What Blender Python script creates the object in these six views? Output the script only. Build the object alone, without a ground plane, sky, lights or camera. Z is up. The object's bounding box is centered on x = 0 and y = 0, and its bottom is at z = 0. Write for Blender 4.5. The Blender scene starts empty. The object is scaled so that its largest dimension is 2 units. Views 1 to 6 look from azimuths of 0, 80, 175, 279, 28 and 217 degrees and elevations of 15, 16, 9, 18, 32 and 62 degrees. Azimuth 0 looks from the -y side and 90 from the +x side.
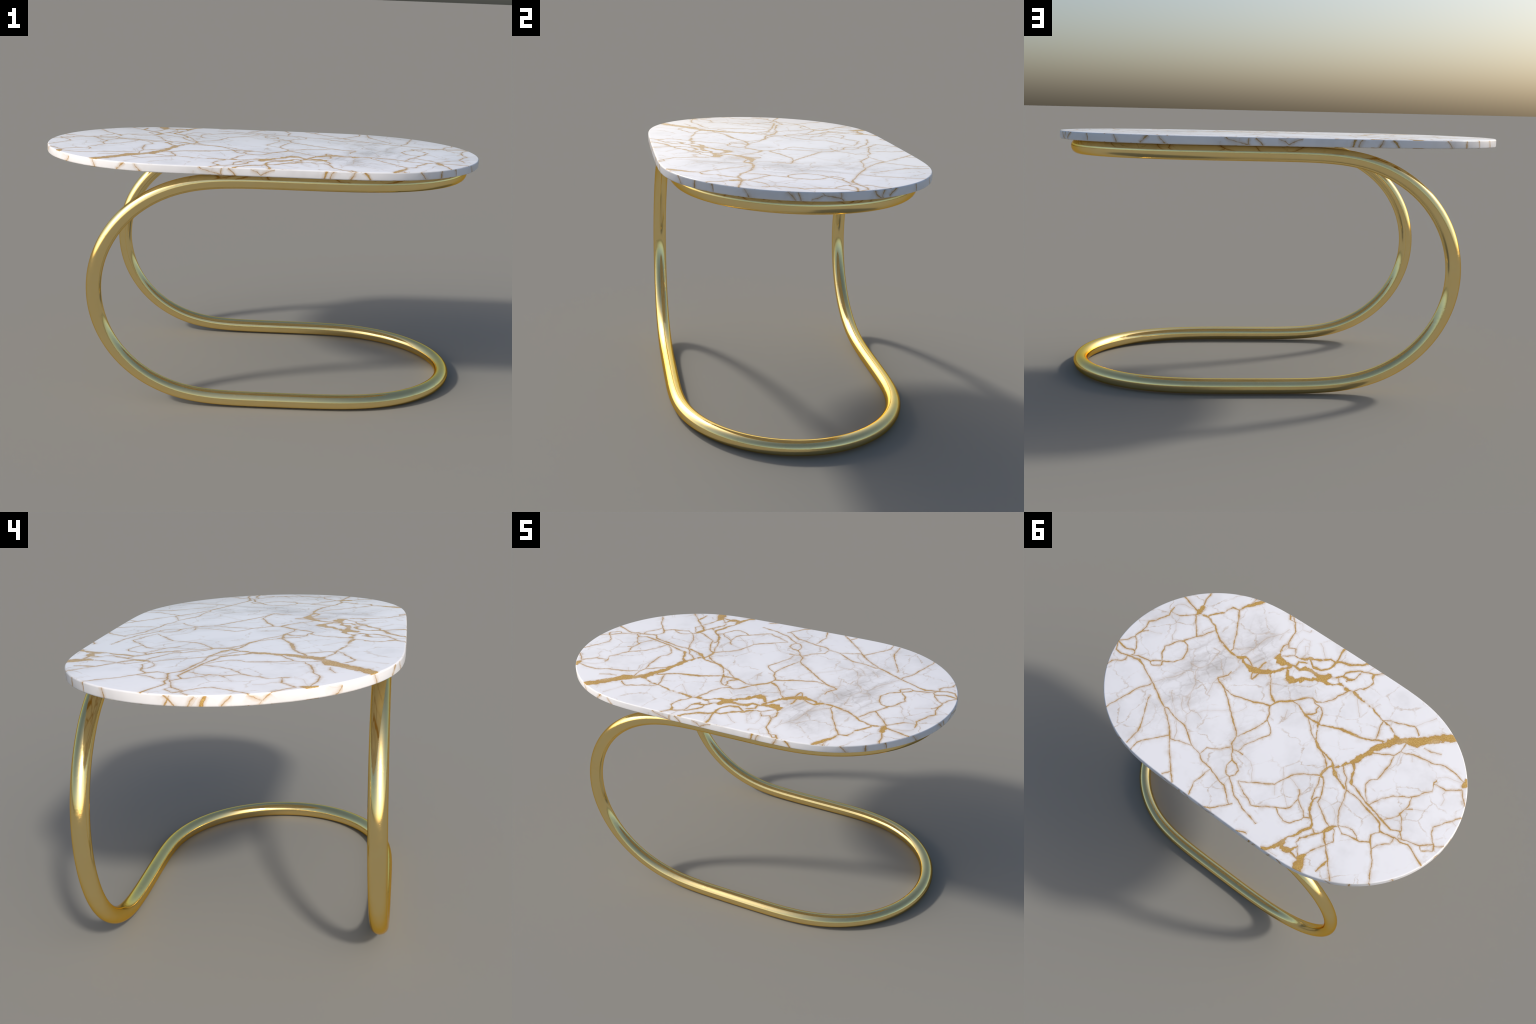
"""Cantilever side table: a stadium-shaped white marble top with gold veining,
carried on one continuous bent brass tube (base loop, two C-bends, support ring)."""
import bpy
import math
import numpy as np
from mathutils import Vector

# ------------------------------------------------------------------ dimensions (metres)
TOP_HALF_LENGTH = 1.0
TOP_HALF_WIDTH = 0.5765
TOP_BELLY = 0.028                              # the long edges bow out slightly
TOP_END_DEPTH, TOP_EASE = 0.568, 0.095        # rounded ends blend into the straights over this length
TOP_Z, TOP_UNDER = 1.0945, 1.0585
TOP_ROUNDING = 0.006

TUBE_R = 0.033
TUBE_HALF_WIDTH = 0.4947             # centre line of both loops
RING_Z = TOP_UNDER - TUBE_R
BEND_START_X, BEND_DEPTH = -0.1943, 0.5386          # C-shaped bends at the back
LOOP_START_X, LOOP_DEPTH = 0.3862, 0.5489           # rounded free ends at the front
RING_SHIFT = 0.0014
BEND_EASE = 0.125                    # the tube eases in and out of its bends over this length

# ------------------------------------------------------------------ veins of the stone
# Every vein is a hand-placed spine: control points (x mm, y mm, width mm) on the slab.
TOP_VEINS = [
    ("gold", (906, -312, 6.3), (859, -301, 6.3), (800, -287, 6.2), (780, -283, 6.2)),
    ("gold", (781, -329, 9.1), (778, -305, 22.6), (778, -289, 31.6), (773, -263, 13.5), (775, -259, 6.0)),
    ("gold", (782, -329, 5.1), (795, -368, 5.1), (799, -401, 5.2), (806, -423, 5.2)),
    ("gold", (775, -277, 6.0), (758, -281, 6.2), (716, -286, 8.4), (658, -269, 6.1), (599, -229, 6.1), (550, -206, 6.0), (488, -190, 13.1), (437, -189, 6.5), (409, -203, 23.9), (396, -214, 7.6)),
    ("gold", (568, -215, 4.4), (517, -202, 4.4), (479, -190, 4.4)),
    ("gold", (775, -259, 4.5), (809, -228, 4.5), (840, -202, 4.5), (887, -194, 2.3), (895, -194, 2.3)),
    ("faint", (840, -202, 3.4), (831, -188, 3.4)),
    ("faint", (800, -287, 4.0), (822, -274, 4.0), (860, -271, 4.0), (883, -259, 4.0), (900, -240, 4.0), (896, -223, 4.0)),
    ("gold", (895, -225, 5.7), (895, -191, 7.3), (884, -168, 7.3), (908, -125, 5.0), (919, -100, 5.0), (942, -73, 5.0), (930, -37, 5.0), (929, -2, 5.0), (938, 33, 5.0), (933, 44, 5.0), (953, 79, 5.0), (987, 116, 4.9)),
    ("faint", (942, -73, 3.4), (988, -45, 3.4)),
    ("gold", (928, -1, 4.4), (907, -23, 4.4)),
    ("faint", (907, -23, 4.4), (870, -37, 4.4), (836, -52, 4.4)),
    ("gold", (932, 43, 4.4), (911, 58, 4.4), (885, 91, 4.4), (877, 115, 4.4), (864, 128, 4.3), (872, 146, 4.3)),
    ("gold", (986, 117, 8.2), (958, 126, 9.3), (924, 130, 6.6), (893, 116, 6.5), (875, 115, 6.5)),
    ("gold", (985, 118, 3.3), (975, 140, 4.9), (959, 165, 4.9), (921, 166, 4.9), (884, 155, 6.5), (843, 149, 10.8), (817, 140, 15.1), (782, 154, 8.6), (761, 167, 6.4), (678, 201, 4.8), (619, 231, 4.7), (532, 274, 5.7), (513, 270, 4.7), (471, 282, 4.6), (428, 288, 4.6), (387, 291, 4.6), (345, 311, 4.6)),
    ("gold", (882, 157, 4.3), (879, 182, 4.3), (893, 203, 4.3), (924, 228, 4.3), (931, 263, 4.3)),
    ("gold", (872, 146, 5.4), (843, 126, 5.4), (802, 120, 5.4), (769, 113, 5.4), (753, 94, 5.4), (726, 73, 5.4)),
    ("gold", (769, 113, 3.8), (750, 127, 3.8), (710, 98, 3.8), (720, 74, 3.8)),
    ("gold", (724, 71, 4.3), (756, 35, 4.4), (772, -6, 4.4), (753, -41, 4.4), (736, -74, 4.4), (716, -93, 4.4)),
    ("gold", (716, -93, 4.4), (685, -84, 4.4), (659, -50, 4.4), (649, -1, 4.3), (673, 43, 4.3), (720, 72, 4.3)),
    ("gold", (717, -95, 3.8), (701, -125, 3.9), (684, -152, 3.9), (664, -174, 3.9), (650, -212, 2.8), (632, -246, 2.2), (630, -250, 2.2)),
    ("gold", (684, -153, 5.0), (709, -189, 5.0), (747, -222, 5.0), (776, -258, 5.1)),
    ("faint", (659, -187, 3.9), (681, -195, 3.9), (666, -231, 3.9), (656, -258, 3.9), (652, -265, 3.9)),
    ("faint", (753, -41, 3.3), (767, -61, 3.3), (746, -78, 3.3), (736, -73, 3.3)),
    ("gold", (617, -425, 5.1), (577, -373, 5.0), (532, -298, 5.0), (509, -254, 5.0), (482, -214, 4.9), (489, -193, 4.9)),
    ("gold", (716, -286, 5.1), (718, -300, 5.1), (692, -333, 6.2), (668, -360, 5.1), (662, -393, 5.1), (653, -417, 8.5), (617, -425, 7.9), (605, -459, 6.8), (587, -485, 13.6), (570, -513, 25.0), (551, -538, 20.5), (541, -555, 6.8)),
    ("gold", (583, -491, 4.0), (588, -494, 4.0), (588, -544, 4.0)),
    ("gold", (676, 203, 4.2), (678, 223, 4.2), (702, 261, 4.2), (717, 295, 4.2), (725, 330, 4.2), (736, 368, 4.2), (754, 418, 4.2), (762, 459, 4.2)),
    ("gold", (632, 263, 2.1), (624, 293, 4.7), (603, 335, 4.7), (572, 388, 4.6), (548, 432, 4.6), (541, 468, 4.6), (540, 491, 4.6), (542, 544, 4.5)),
    ("gold", (526, 277, 4.7), (487, 307, 4.6), (451, 334, 4.6), (412, 365, 4.6), (379, 408, 4.5), (345, 449, 4.5), (307, 480, 4.5), (271, 526, 4.4), (239, 554, 4.4), (217, 571, 4.4)),
    ("faint", (439, 289, 5.7), (419, 309, 5.6), (389, 347, 5.6), (371, 388, 5.6)),
    ("gold", (431, -28, 5.3), (414, -53, 5.3), (400, -75, 6.4), (400, -98, 5.4)),
    ("gold", (431, -28, 5.9), (412, -14, 5.8), (367, 2, 5.8), (312, 38, 5.8), (258, 81, 5.7), (208, 120, 5.7), (153, 160, 5.6), (141, 178, 5.6), (129, 230, 5.5), (106, 250, 5.5), (93, 277, 5.5), (69, 299, 5.5)),
    ("faint", (407, -15, 3.7), (399, -51, 3.7), (385, -73, 3.7)),
    ("gold", (412, -14, 4.8), (362, 1, 4.8), (313, 7, 4.7), (263, -8, 6.3), (222, -19, 7.8), (184, -34, 8.9), (154, -55, 7.8), (119, -61, 8.8), (109, -94, 9.9), (90, -117, 9.9), (56, -148, 9.4)),
    ("faint", (222, -19, 3.1), (223, 11, 3.1), (204, 18, 3.1)),
    ("gold", (119, -61, 5.2), (97, -25, 5.2), (78, 14, 5.1), (85, 51, 5.1), (94, 86, 5.1), (114, 129, 5.1), (132, 175, 5.1), (141, 178, 5.1)),
    ("gold", (77, 12, 3.6), (50, 30, 3.6), (21, 55, 3.6), (15, 71, 3.6), (36, 112, 3.5), (78, 196, 3.0), (79, 239, 3.0)),
    ("faint", (223, 11, 3.6), (204, 18, 3.6), (220, 59, 3.6), (238, 80, 3.6), (246, 91, 3.6)),
    ("gold", (409, -203, 6.5), (393, -186, 6.5), (364, -179, 10.8), (334, -173, 30.1), (313, -178, 38.6), (284, -190, 25.7), (258, -211, 27.9), (234, -229, 19.3), (211, -263, 7.5), (193, -288, 12.9), (176, -314, 16.1), (179, -322, 6.0)),
    ("gold", (394, -216, 5.4), (360, -205, 5.4), (332, -190, 5.4), (328, -174, 5.4)),
    ("gold", (320, -176, 5.9), (315, -158, 5.9), (290, -126, 5.9), (283, -157, 5.9), (281, -185, 5.9), (284, -190, 5.9)),
    ("gold", (297, -185, 5.9), (301, -195, 5.9), (302, -236, 5.9), (294, -257, 5.9)),
    ("gold", (283, -364, 3.8), (278, -365, 3.8), (270, -329, 16.3), (260, -303, 41.2), (233, -307, 35.7), (195, -315, 18.3), (163, -328, 14.0)),
    ("gold", (246, -220, 4.3), (231, -202, 4.3), (202, -173, 4.2), (181, -139, 4.2), (156, -115, 6.3), (129, -100, 11.5), (113, -92, 7.3)),
    ("faint", (672, 200, 4.8), (653, 177, 4.8), (638, 136, 4.8), (605, 99, 4.8), (582, 51, 4.8)),
    ("faint", (550, -14, 5.4), (546, 18, 5.4), (497, 68, 5.3), (475, 138, 5.2), (449, 190, 5.2), (416, 207, 5.2), (395, 194, 5.2)),
    ("faint", (565, 174, 4.7), (550, 199, 4.7), (498, 236, 4.7), (450, 277, 4.6), (428, 316, 4.6)),
    ("faint", (468, 151, 4.2), (501, 167, 4.2), (475, 204, 4.2), (444, 229, 4.1), (412, 231, 4.1)),
    ("faint", (564, -157, 7.7), (529, -161, 7.6), (522, -106, 7.6), (518, -56, 7.5), (542, -15, 7.5), (599, -7, 7.5)),
    ("faint", (331, -489, 5.0), (340, -443, 5.0), (358, -417, 5.0), (388, -374, 5.0), (396, -329, 4.9), (397, -282, 4.9), (413, -239, 4.9), (425, -214, 4.9), (417, -199, 4.9)),
    ("faint", (481, -212, 3.8), (445, -247, 3.8), (416, -274, 3.8), (402, -269, 3.8)),
    ("faint", (393, 290, 4.6), (391, 265, 4.6), (412, 240, 4.6), (410, 206, 4.7), (375, 196, 4.7), (338, 209, 4.6)),
    ("faint", (261, 79, 2.6), (288, 113, 2.6), (363, 172, 2.6), (372, 197, 2.6)),
    ("faint", (410, 87, 4.7), (428, 13, 4.8), (431, -28, 4.8)),
    ("faint", (831, -188, 6.0), (824, -152, 6.7), (796, -120, 6.7), (791, -84, 6.6), (767, -61, 6.0)),
    ("faint", (273, -350, 3.8), (272, -389, 3.8), (279, -422, 3.8), (289, -445, 3.9)),
    ("gold", (388, -572, 5.1), (365, -546, 5.0), (336, -546, 5.0), (317, -521, 5.0), (294, -500, 5.0), (289, -465, 5.0), (278, -419, 4.9), (287, -389, 4.9), (280, -348, 4.9), (275, -350, 4.9)),
    ("gold", (377, -559, 4.5), (364, -570, 4.5), (336, -546, 4.5)),
    ("faint", (336, -546, 3.9), (298, -563, 3.9), (272, -533, 3.9), (284, -492, 3.9), (293, -491, 3.9)),
    ("gold", (278, -419, 3.8), (260, -399, 3.8), (231, -414, 3.8), (212, -395, 3.8), (207, -380, 3.8), (180, -381, 3.8)),
    ("faint", (260, -399, 3.3), (276, -359, 3.3)),
    ("faint", (231, -414, 3.8), (235, -453, 3.8), (234, -493, 3.9), (196, -500, 3.9)),
    ("gold", (270, -328, 3.3), (256, -333, 3.3), (234, -353, 3.3), (207, -380, 3.3)),
    ("gold", (180, -381, 5.4), (152, -393, 18.4), (134, -411, 17.4), (110, -419, 8.1), (75, -447, 8.1), (47, -477, 11.9), (12, -478, 10.8), (-12, -497, 10.8), (-55, -513, 15.1), (-80, -529, 10.8), (-102, -550, 14.0), (-125, -581, 10.8)),
    ("gold", (10, -481, 7.6), (14, -507, 8.7), (26, -543, 10.9), (28, -568, 15.3), (18, -584, 8.8)),
    ("gold", (134, -411, 7.6), (109, -394, 10.8), (87, -381, 12.9), (47, -394, 9.7), (22, -418, 8.1), (13, -447, 10.8), (13, -476, 7.6)),
    ("gold", (193, -317, 14.0), (163, -327, 12.9), (132, -327, 16.1), (118, -349, 23.7), (87, -358, 20.4), (50, -358, 24.6), (14, -358, 39.5), (-6, -381, 34.2), (-16, -397, 13.9), (-30, -397, 7.5), (-50, -412, 7.5), (-68, -429, 12.8), (-99, -436, 7.5), (-121, -456, 4.8), (-130, -501, 3.7)),
    ("gold", (163, -328, 6.0), (163, -339, 7.5), (165, -362, 7.6), (135, -380, 7.6), (106, -366, 7.5), (102, -353, 6.0)),
    ("gold", (14, -358, 6.0), (11, -355, 32.0), (-22, -343, 18.1), (-53, -358, 7.4), (-84, -390, 14.9), (-113, -384, 9.0), (-137, -381, 7.4), (-165, -388, 12.7), (-222, -375, 7.3), (-256, -377, 6.3), (-301, -373, 6.2), (-352, -350, 6.2), (-382, -342, 7.2), (-419, -339, 5.1), (-463, -318, 6.1), (-488, -303, 30.5), (-506, -293, 32.4)),
    ("gold", (193, -289, 6.0), (173, -275, 11.8), (158, -250, 26.7), (123, -244, 39.3), (95, -271, 28.7), (79, -298, 24.5), (50, -317, 21.3), (17, -347, 26.7), (11, -355, 6.0)),
    ("gold", (-68, -429, 7.5), (-63, -452, 7.5), (-83, -483, 8.0), (-116, -512, 9.1), (-145, -524, 5.9), (-171, -537, 5.4), (-186, -537, 12.8), (-201, -554, 5.9), (-222, -580, 6.4)),
    ("faint", (-144, -525, 5.4), (-157, -549, 5.4), (-164, -577, 5.4), (-125, -581, 5.4)),
    ("gold", (-186, -537, 12.8), (-193, -510, 8.5), (-209, -497, 5.3), (-209, -468, 5.3), (-196, -435, 5.3), (-177, -420, 5.3), (-164, -393, 5.3), (-165, -388, 5.3)),
    ("gold", (-97, -415, 3.7), (-122, -454, 3.7), (-126, -490, 3.7), (-127, -514, 3.8)),
    ("gold", (-50, -412, 4.3), (-68, -392, 4.3), (-84, -390, 4.2)),
    ("gold", (-139, -378, 5.3), (-129, -346, 5.3), (-116, -324, 5.3), (-108, -285, 5.2), (-79, -244, 5.2), (-50, -225, 7.3), (-22, -231, 6.3), (-4, -222, 5.8), (17, -193, 8.9), (42, -162, 8.9), (65, -137, 9.9), (98, -109, 8.4)),
    ("gold", (46, -158, 4.7), (42, -155, 4.7), (4, -153, 5.7), (-30, -137, 9.3), (-55, -128, 14.0), (-89, -127, 9.3), (-131, -135, 14.4), (-143, -126, 8.2)),
    ("gold", (-52, -132, 8.3), (-74, -154, 9.3), (-89, -175, 7.3), (-77, -190, 6.2), (-77, -213, 6.0)),
    ("gold", (-23, -229, 4.7), (-54, -213, 4.7), (-90, -213, 4.7), (-116, -191, 4.7), (-130, -159, 4.6), (-132, -137, 4.6)),
    ("gold", (-137, -126, 6.7), (-168, -140, 5.6), (-212, -161, 9.7), (-249, -176, 14.3), (-290, -184, 17.3), (-327, -190, 12.2), (-374, -206, 7.1), (-416, -229, 6.1), (-457, -252, 7.1), (-505, -282, 15.2), (-498, -290, 6.0)),
    ("gold", (-71, -127, 5.2), (-112, -96, 5.1), (-143, -64, 5.1), (-177, -43, 5.1), (-188, -39, 5.1), (-243, -10, 5.0), (-280, 8, 5.0), (-302, 31, 7.4), (-312, 43, 5.0), (-319, 43, 5.0)),
    ("gold", (-137, -126, 5.6), (-155, -95, 6.6), (-174, -61, 8.6), (-188, -39, 13.1), (-246, -13, 7.0), (-288, -5, 6.5), (-320, 3, 9.9), (-340, 21, 12.9), (-367, 46, 17.7), (-393, 59, 9.8), (-430, 69, 5.9), (-463, 83, 5.8)),
    ("gold", (-382, -342, 4.6), (-388, -301, 4.6), (-406, -259, 4.6), (-414, -235, 4.6), (-417, -230, 4.6)),
    ("gold", (-384, -342, 4.6), (-384, -347, 4.6), (-409, -370, 4.6), (-450, -378, 4.6), (-492, -401, 4.6), (-526, -414, 4.6), (-550, -401, 4.6), (-566, -386, 4.6)),
    ("faint", (-527, -418, 4.1), (-544, -460, 4.1), (-583, -522, 4.1)),
    ("faint", (-204, -379, 4.2), (-201, -366, 4.2), (-232, -333, 4.2), (-274, -288, 4.1)),
    ("faint", (-299, -372, 3.6), (-311, -417, 3.7)),
    ("faint", (35, -99, 4.2), (22, -67, 4.1), (14, -41, 4.1), (38, -48, 4.1)),
    ("faint", (329, -410, 3.9), (332, -454, 3.9), (331, -494, 3.9)),
    ("faint", (236, -561, 7.8), (230, -543, 7.8), (272, -533, 6.0)),
    ("faint", (179, -470, 3.8), (201, -457, 3.8), (161, -405, 3.8), (155, -392, 3.8)),
    ("faint", (234, -493, 4.4), (196, -500, 4.4), (160, -436, 4.4), (176, -424, 4.4)),
    ("faint", (146, -525, 3.8), (118, -508, 3.8), (96, -487, 3.8), (64, -458, 3.8)),
    ("gap", (160, -284, 13.9), (132, -303, 30.0), (97, -314, 27.8), (56, -329, 16.0)),
    ("gap", (131, -367, 10.8), (111, -373, 23.7), (93, -373, 8.6)),
    ("gap", (52, -372, 6.4), (31, -382, 23.6), (11, -383, 7.5)),
    ("gap", (-19, -364, 5.3), (-38, -387, 18.1), (-62, -388, 11.7)),
    ("gap", (293, -209, 8.6), (284, -216, 16.1), (268, -224, 6.4)),
    ("gap", (-401, 475, 14.0), (-403, 462, 20.5), (-419, 439, 16.8), (-432, 420, 4.7)),
    ("gold", (-731, -495, 44.5), (-670, -447, 38.6), (-612, -384, 44.4), (-573, -343, 53.2), (-525, -315, 26.6), (-495, -287, 38.4), (-463, -236, 31.0), (-436, -180, 27.9), (-422, -129, 24.8), (-408, -78, 32.0), (-385, -40, 13.1), (-356, 12, 8.7), (-344, 25, 6.0)),
    ("gold", (-338, 15, 4.0), (-319, 37, 6.4), (-318, 58, 11.9), (-316, 87, 13.8), (-322, 101, 19.7)),
    ("gold", (-317, 96, 6.9), (-294, 111, 4.4), (-250, 139, 4.4), (-208, 182, 4.4), (-194, 217, 3.9), (-184, 241, 3.4), (-175, 272, 3.4), (-136, 297, 3.4), (-79, 337, 3.4), (-28, 365, 3.4), (-31, 373, 3.4)),
    ("faint", (-202, 190, 3.4), (-243, 204, 3.4), (-279, 221, 3.4)),
    ("gold", (-322, 101, 3.9), (-318, 108, 3.9), (-339, 141, 3.9), (-344, 177, 3.9), (-364, 226, 3.9), (-372, 226, 3.9)),
    ("gold", (-321, 99, 4.9), (-331, 95, 4.9), (-361, 130, 4.9), (-386, 176, 4.8), (-398, 222, 4.8)),
    ("gold", (-390, 185, 3.9), (-376, 204, 5.3), (-372, 226, 6.3), (-377, 254, 13.4), (-389, 277, 11.5), (-413, 302, 9.5), (-443, 323, 10.4), (-448, 344, 15.1), (-432, 376, 13.2), (-412, 423, 14.1), (-393, 463, 16.8), (-390, 496, 24.2), (-370, 537, 18.6), (-331, 574, 15.8)),
    ("faint", (-374, 231, 3.4), (-400, 220, 3.4)),
    ("gold", (-261, 367, 4.3), (-301, 391, 4.3), (-324, 398, 4.3), (-352, 389, 4.3), (-372, 364, 4.3), (-387, 339, 4.3), (-388, 322, 4.3), (-415, 308, 4.3)),
    ("gold", (-388, 322, 4.3), (-385, 318, 4.3), (-364, 297, 4.3), (-326, 275, 4.3), (-310, 265, 4.3), (-298, 239, 4.4), (-279, 221, 4.4)),
    ("gold", (-312, 267, 2.9), (-308, 319, 2.9), (-295, 339, 2.9), (-259, 364, 2.9)),
    ("faint", (-151, 170, 4.5), (-180, 214, 4.4), (-218, 263, 4.4), (-257, 298, 4.3), (-297, 330, 4.3)),
    ("gold", (-388, 501, 6.0), (-393, 504, 23.2), (-412, 510, 24.1), (-442, 498, 21.3), (-451, 473, 12.1), (-459, 457, 5.6)),
    ("gold", (-442, 498, 6.0), (-445, 502, 9.3), (-490, 509, 4.1), (-503, 508, 4.1), (-510, 506, 4.1)),
    ("gold", (-510, 466, 7.4), (-505, 491, 32.2), (-518, 529, 45.8), (-537, 563, 41.9)),
    ("gold", (-456, 462, 2.3), (-461, 465, 2.3), (-490, 497, 2.3), (-488, 509, 2.3)),
    ("gold", (-510, 463, 3.7), (-523, 434, 3.7), (-542, 394, 3.7), (-554, 373, 3.7), (-573, 339, 3.7), (-553, 311, 3.8), (-542, 289, 3.8), (-526, 282, 3.8)),
    ("gold", (-458, 458, 3.3), (-437, 447, 3.3), (-442, 424, 4.7), (-470, 380, 6.1), (-482, 359, 6.1), (-505, 337, 7.0), (-513, 318, 17.9), (-522, 292, 17.9), (-530, 273, 14.2), (-543, 260, 11.3), (-548, 253, 5.7)),
    ("gold", (-448, 344, 2.8), (-458, 343, 2.8), (-480, 357, 2.8)),
    ("gold", (-510, 324, 6.0), (-517, 327, 10.3), (-536, 356, 6.5), (-570, 390, 6.5), (-602, 421, 7.8), (-631, 452, 4.1), (-664, 486, 3.6), (-688, 518, 3.6)),
    ("gold", (-607, 428, 3.7), (-608, 455, 12.8), (-602, 481, 8.2), (-600, 507, 3.6)),
    ("gold", (-461, 80, 4.4), (-471, 102, 4.4), (-488, 147, 4.3), (-498, 184, 4.3), (-516, 221, 4.3), (-543, 256, 4.3)),
    ("gold", (-400, 220, 3.8), (-433, 242, 3.8), (-471, 269, 3.8), (-511, 285, 3.8), (-523, 290, 3.8)),
    ("faint", (-391, 193, 3.9), (-400, 191, 3.9), (-438, 187, 3.8), (-480, 198, 3.8), (-508, 228, 3.8), (-524, 265, 3.8), (-531, 272, 3.8)),
    ("gold", (-544, 258, 4.2), (-549, 261, 4.2), (-579, 278, 4.2), (-616, 268, 4.2), (-651, 262, 6.5), (-670, 259, 5.6), (-704, 232, 5.1), (-707, 229, 5.1)),
    ("gold", (-550, 254, 3.8), (-581, 236, 3.8), (-613, 233, 3.8), (-647, 249, 3.7), (-652, 261, 3.7)),
    ("gold", (-718, 157, 2.4), (-719, 164, 2.4), (-693, 198, 4.2), (-706, 228, 7.9), (-732, 256, 6.5), (-760, 283, 4.2), (-783, 320, 4.1), (-805, 362, 4.1), (-828, 407, 4.1)),
    ("gold", (-735, 257, 3.7), (-745, 224, 3.7), (-770, 198, 3.7), (-790, 180, 3.7), (-788, 150, 3.7), (-786, 143, 3.7)),
    ("gold", (-461, 80, 5.3), (-490, 81, 5.3), (-524, 80, 5.3), (-566, 92, 5.3), (-602, 102, 7.2), (-634, 108, 6.2), (-689, 122, 6.2), (-716, 157, 6.1), (-744, 154, 5.2), (-791, 142, 6.1), (-821, 146, 6.1), (-854, 132, 9.3), (-881, 138, 7.0), (-908, 154, 5.5), (-970, 182, 4.6)),
    ("gold", (-466, 40, 4.4), (-499, 47, 4.4), (-538, 62, 4.8), (-597, 80, 8.6), (-645, 93, 6.2), (-689, 106, 9.5), (-722, 115, 7.1), (-754, 121, 6.1), (-790, 102, 6.1), (-811, 120, 4.7), (-819, 127, 3.7)),
    ("gold", (-805, 144, 4.2), (-806, 133, 4.2), (-843, 116, 4.2), (-868, 112, 4.2), (-904, 101, 4.2), (-926, 78, 5.6), (-947, 61, 4.2), (-950, 58, 4.2)),
    ("gold", (-906, 103, 3.7), (-925, 119, 3.7), (-965, 87, 3.7), (-956, 67, 3.7)),
    ("gold", (-953, 69, 3.3), (-994, 38, 3.3)),
    ("gold", (-971, 85, 3.7), (-951, 58, 3.7), (-914, 19, 3.8), (-901, -15, 3.8), (-916, -42, 3.8), (-937, -75, 3.8), (-953, -100, 3.8), (-983, -141, 3.8)),
    ("faint", (-953, -100, 3.3), (-984, -86, 3.3)),
    ("faint", (-916, -42, 2.8), (-909, -68, 2.9), (-930, -85, 2.9), (-940, -79, 2.9)),
    ("gold", (-396, -71, 16.9), (-426, -34, 7.4), (-443, 5, 10.3), (-458, 33, 10.8), (-469, 44, 3.9)),
    ("gold", (-370, -20, 4.5), (-397, 9, 4.4), (-428, 31, 4.4), (-460, 78, 4.4)),
    ("gold", (-433, -169, 6.0), (-450, -165, 7.0), (-533, -217, 5.0), (-550, -255, 5.0), (-541, -322, 7.1)),
    ("gold", (-533, -217, 4.0), (-536, -213, 4.0), (-548, -164, 4.0), (-548, -91, 3.9), (-546, -59, 3.9), (-523, -31, 3.9), (-520, 4, 3.9), (-541, 34, 3.9), (-578, 66, 3.9), (-576, 73, 3.9)),
    ("faint", (-552, -249, 4.0), (-573, -185, 4.0), (-554, -115, 3.9), (-546, -70, 3.9)),
    ("gold", (-594, 79, 3.8), (-596, 74, 3.8), (-621, 12, 3.9), (-659, -31, 3.9), (-695, -59, 3.9), (-734, -83, 3.9), (-755, -110, 3.9), (-764, -137, 3.9), (-789, -173, 3.9), (-773, -210, 6.4), (-779, -232, 5.9)),
    ("gold", (-734, -83, 3.9), (-744, -36, 3.8), (-742, -6, 3.8), (-738, 26, 3.8), (-740, 37, 3.8), (-718, 70, 3.8), (-690, 105, 3.8)),
    ("gold", (-742, -6, 3.8), (-770, -31, 3.8)),
    ("faint", (-770, -31, 3.8), (-835, -64, 3.8)),
    ("gold", (-740, 30, 3.8), (-762, 45, 3.8), (-794, 95, 3.8), (-790, 102, 3.8)),
    ("gold", (-890, -332, 11.8), (-897, -298, 29.3), (-897, -273, 9.8), (-898, -266, 6.0)),
    ("gold", (-895, -310, 4.4), (-878, -306, 4.4), (-839, -315, 4.4), (-783, -324, 4.5), (-771, -325, 4.5), (-710, -300, 4.5), (-658, -292, 4.5), (-611, -279, 4.5), (-573, -259, 4.5), (-550, -256, 4.5)),
    ("faint", (-882, -300, 3.4), (-842, -284, 3.4), (-803, -277, 3.4), (-777, -249, 3.4), (-778, -230, 3.4)),
    ("gold", (-898, -266, 3.9), (-871, -241, 3.9), (-840, -213, 3.9), (-791, -211, 2.0), (-775, -204, 2.0)),
    ("faint", (-840, -213, 2.9), (-843, -200, 2.9)),
    ("gold", (-898, -266, 4.4), (-923, -237, 4.4), (-960, -204, 4.3)),
    ("faint", (-591, -287, 4.0), (-628, -241, 4.0)),
    ("gold", (-629, -344, 3.5), (-666, -347, 3.5), (-716, -366, 3.5)),
    ("faint", (-843, -200, 5.8), (-842, -185, 5.8), (-863, -170, 5.8), (-866, -133, 5.8)),
    ("gold", (498, 561, 4.0), (503, 513, 4.0), (479, 474, 4.0), (442, 430, 4.0), (406, 385, 4.1), (400, 380, 4.1)),
    ("faint", (503, 513, 4.0), (541, 489, 4.1)),
    ("gold", (388, 395, 3.5), (335, 373, 3.5), (279, 359, 3.5)),
    ("gold", (345, 311, 5.1), (307, 337, 5.1), (280, 357, 5.0), (214, 370, 5.0), (181, 394, 5.0), (124, 396, 4.9), (55, 421, 4.9), (15, 426, 4.9), (-23, 458, 4.8), (-63, 488, 4.8), (-70, 494, 4.8)),
    ("gold", (24, 576, 4.3), (-16, 560, 5.3), (-42, 524, 4.3), (-68, 497, 6.2), (-82, 479, 4.8)),
    ("gold", (214, 370, 3.0), (214, 319, 3.0), (178, 304, 3.0), (150, 285, 3.0), (139, 262, 3.0), (119, 239, 3.0)),
    ("gold", (69, 299, 4.5), (74, 333, 4.5), (49, 370, 4.4), (23, 376, 4.4)),
    ("gold", (23, 376, 4.4), (6, 350, 4.4), (14, 319, 4.4), (39, 302, 4.5), (69, 299, 4.5)),
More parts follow.
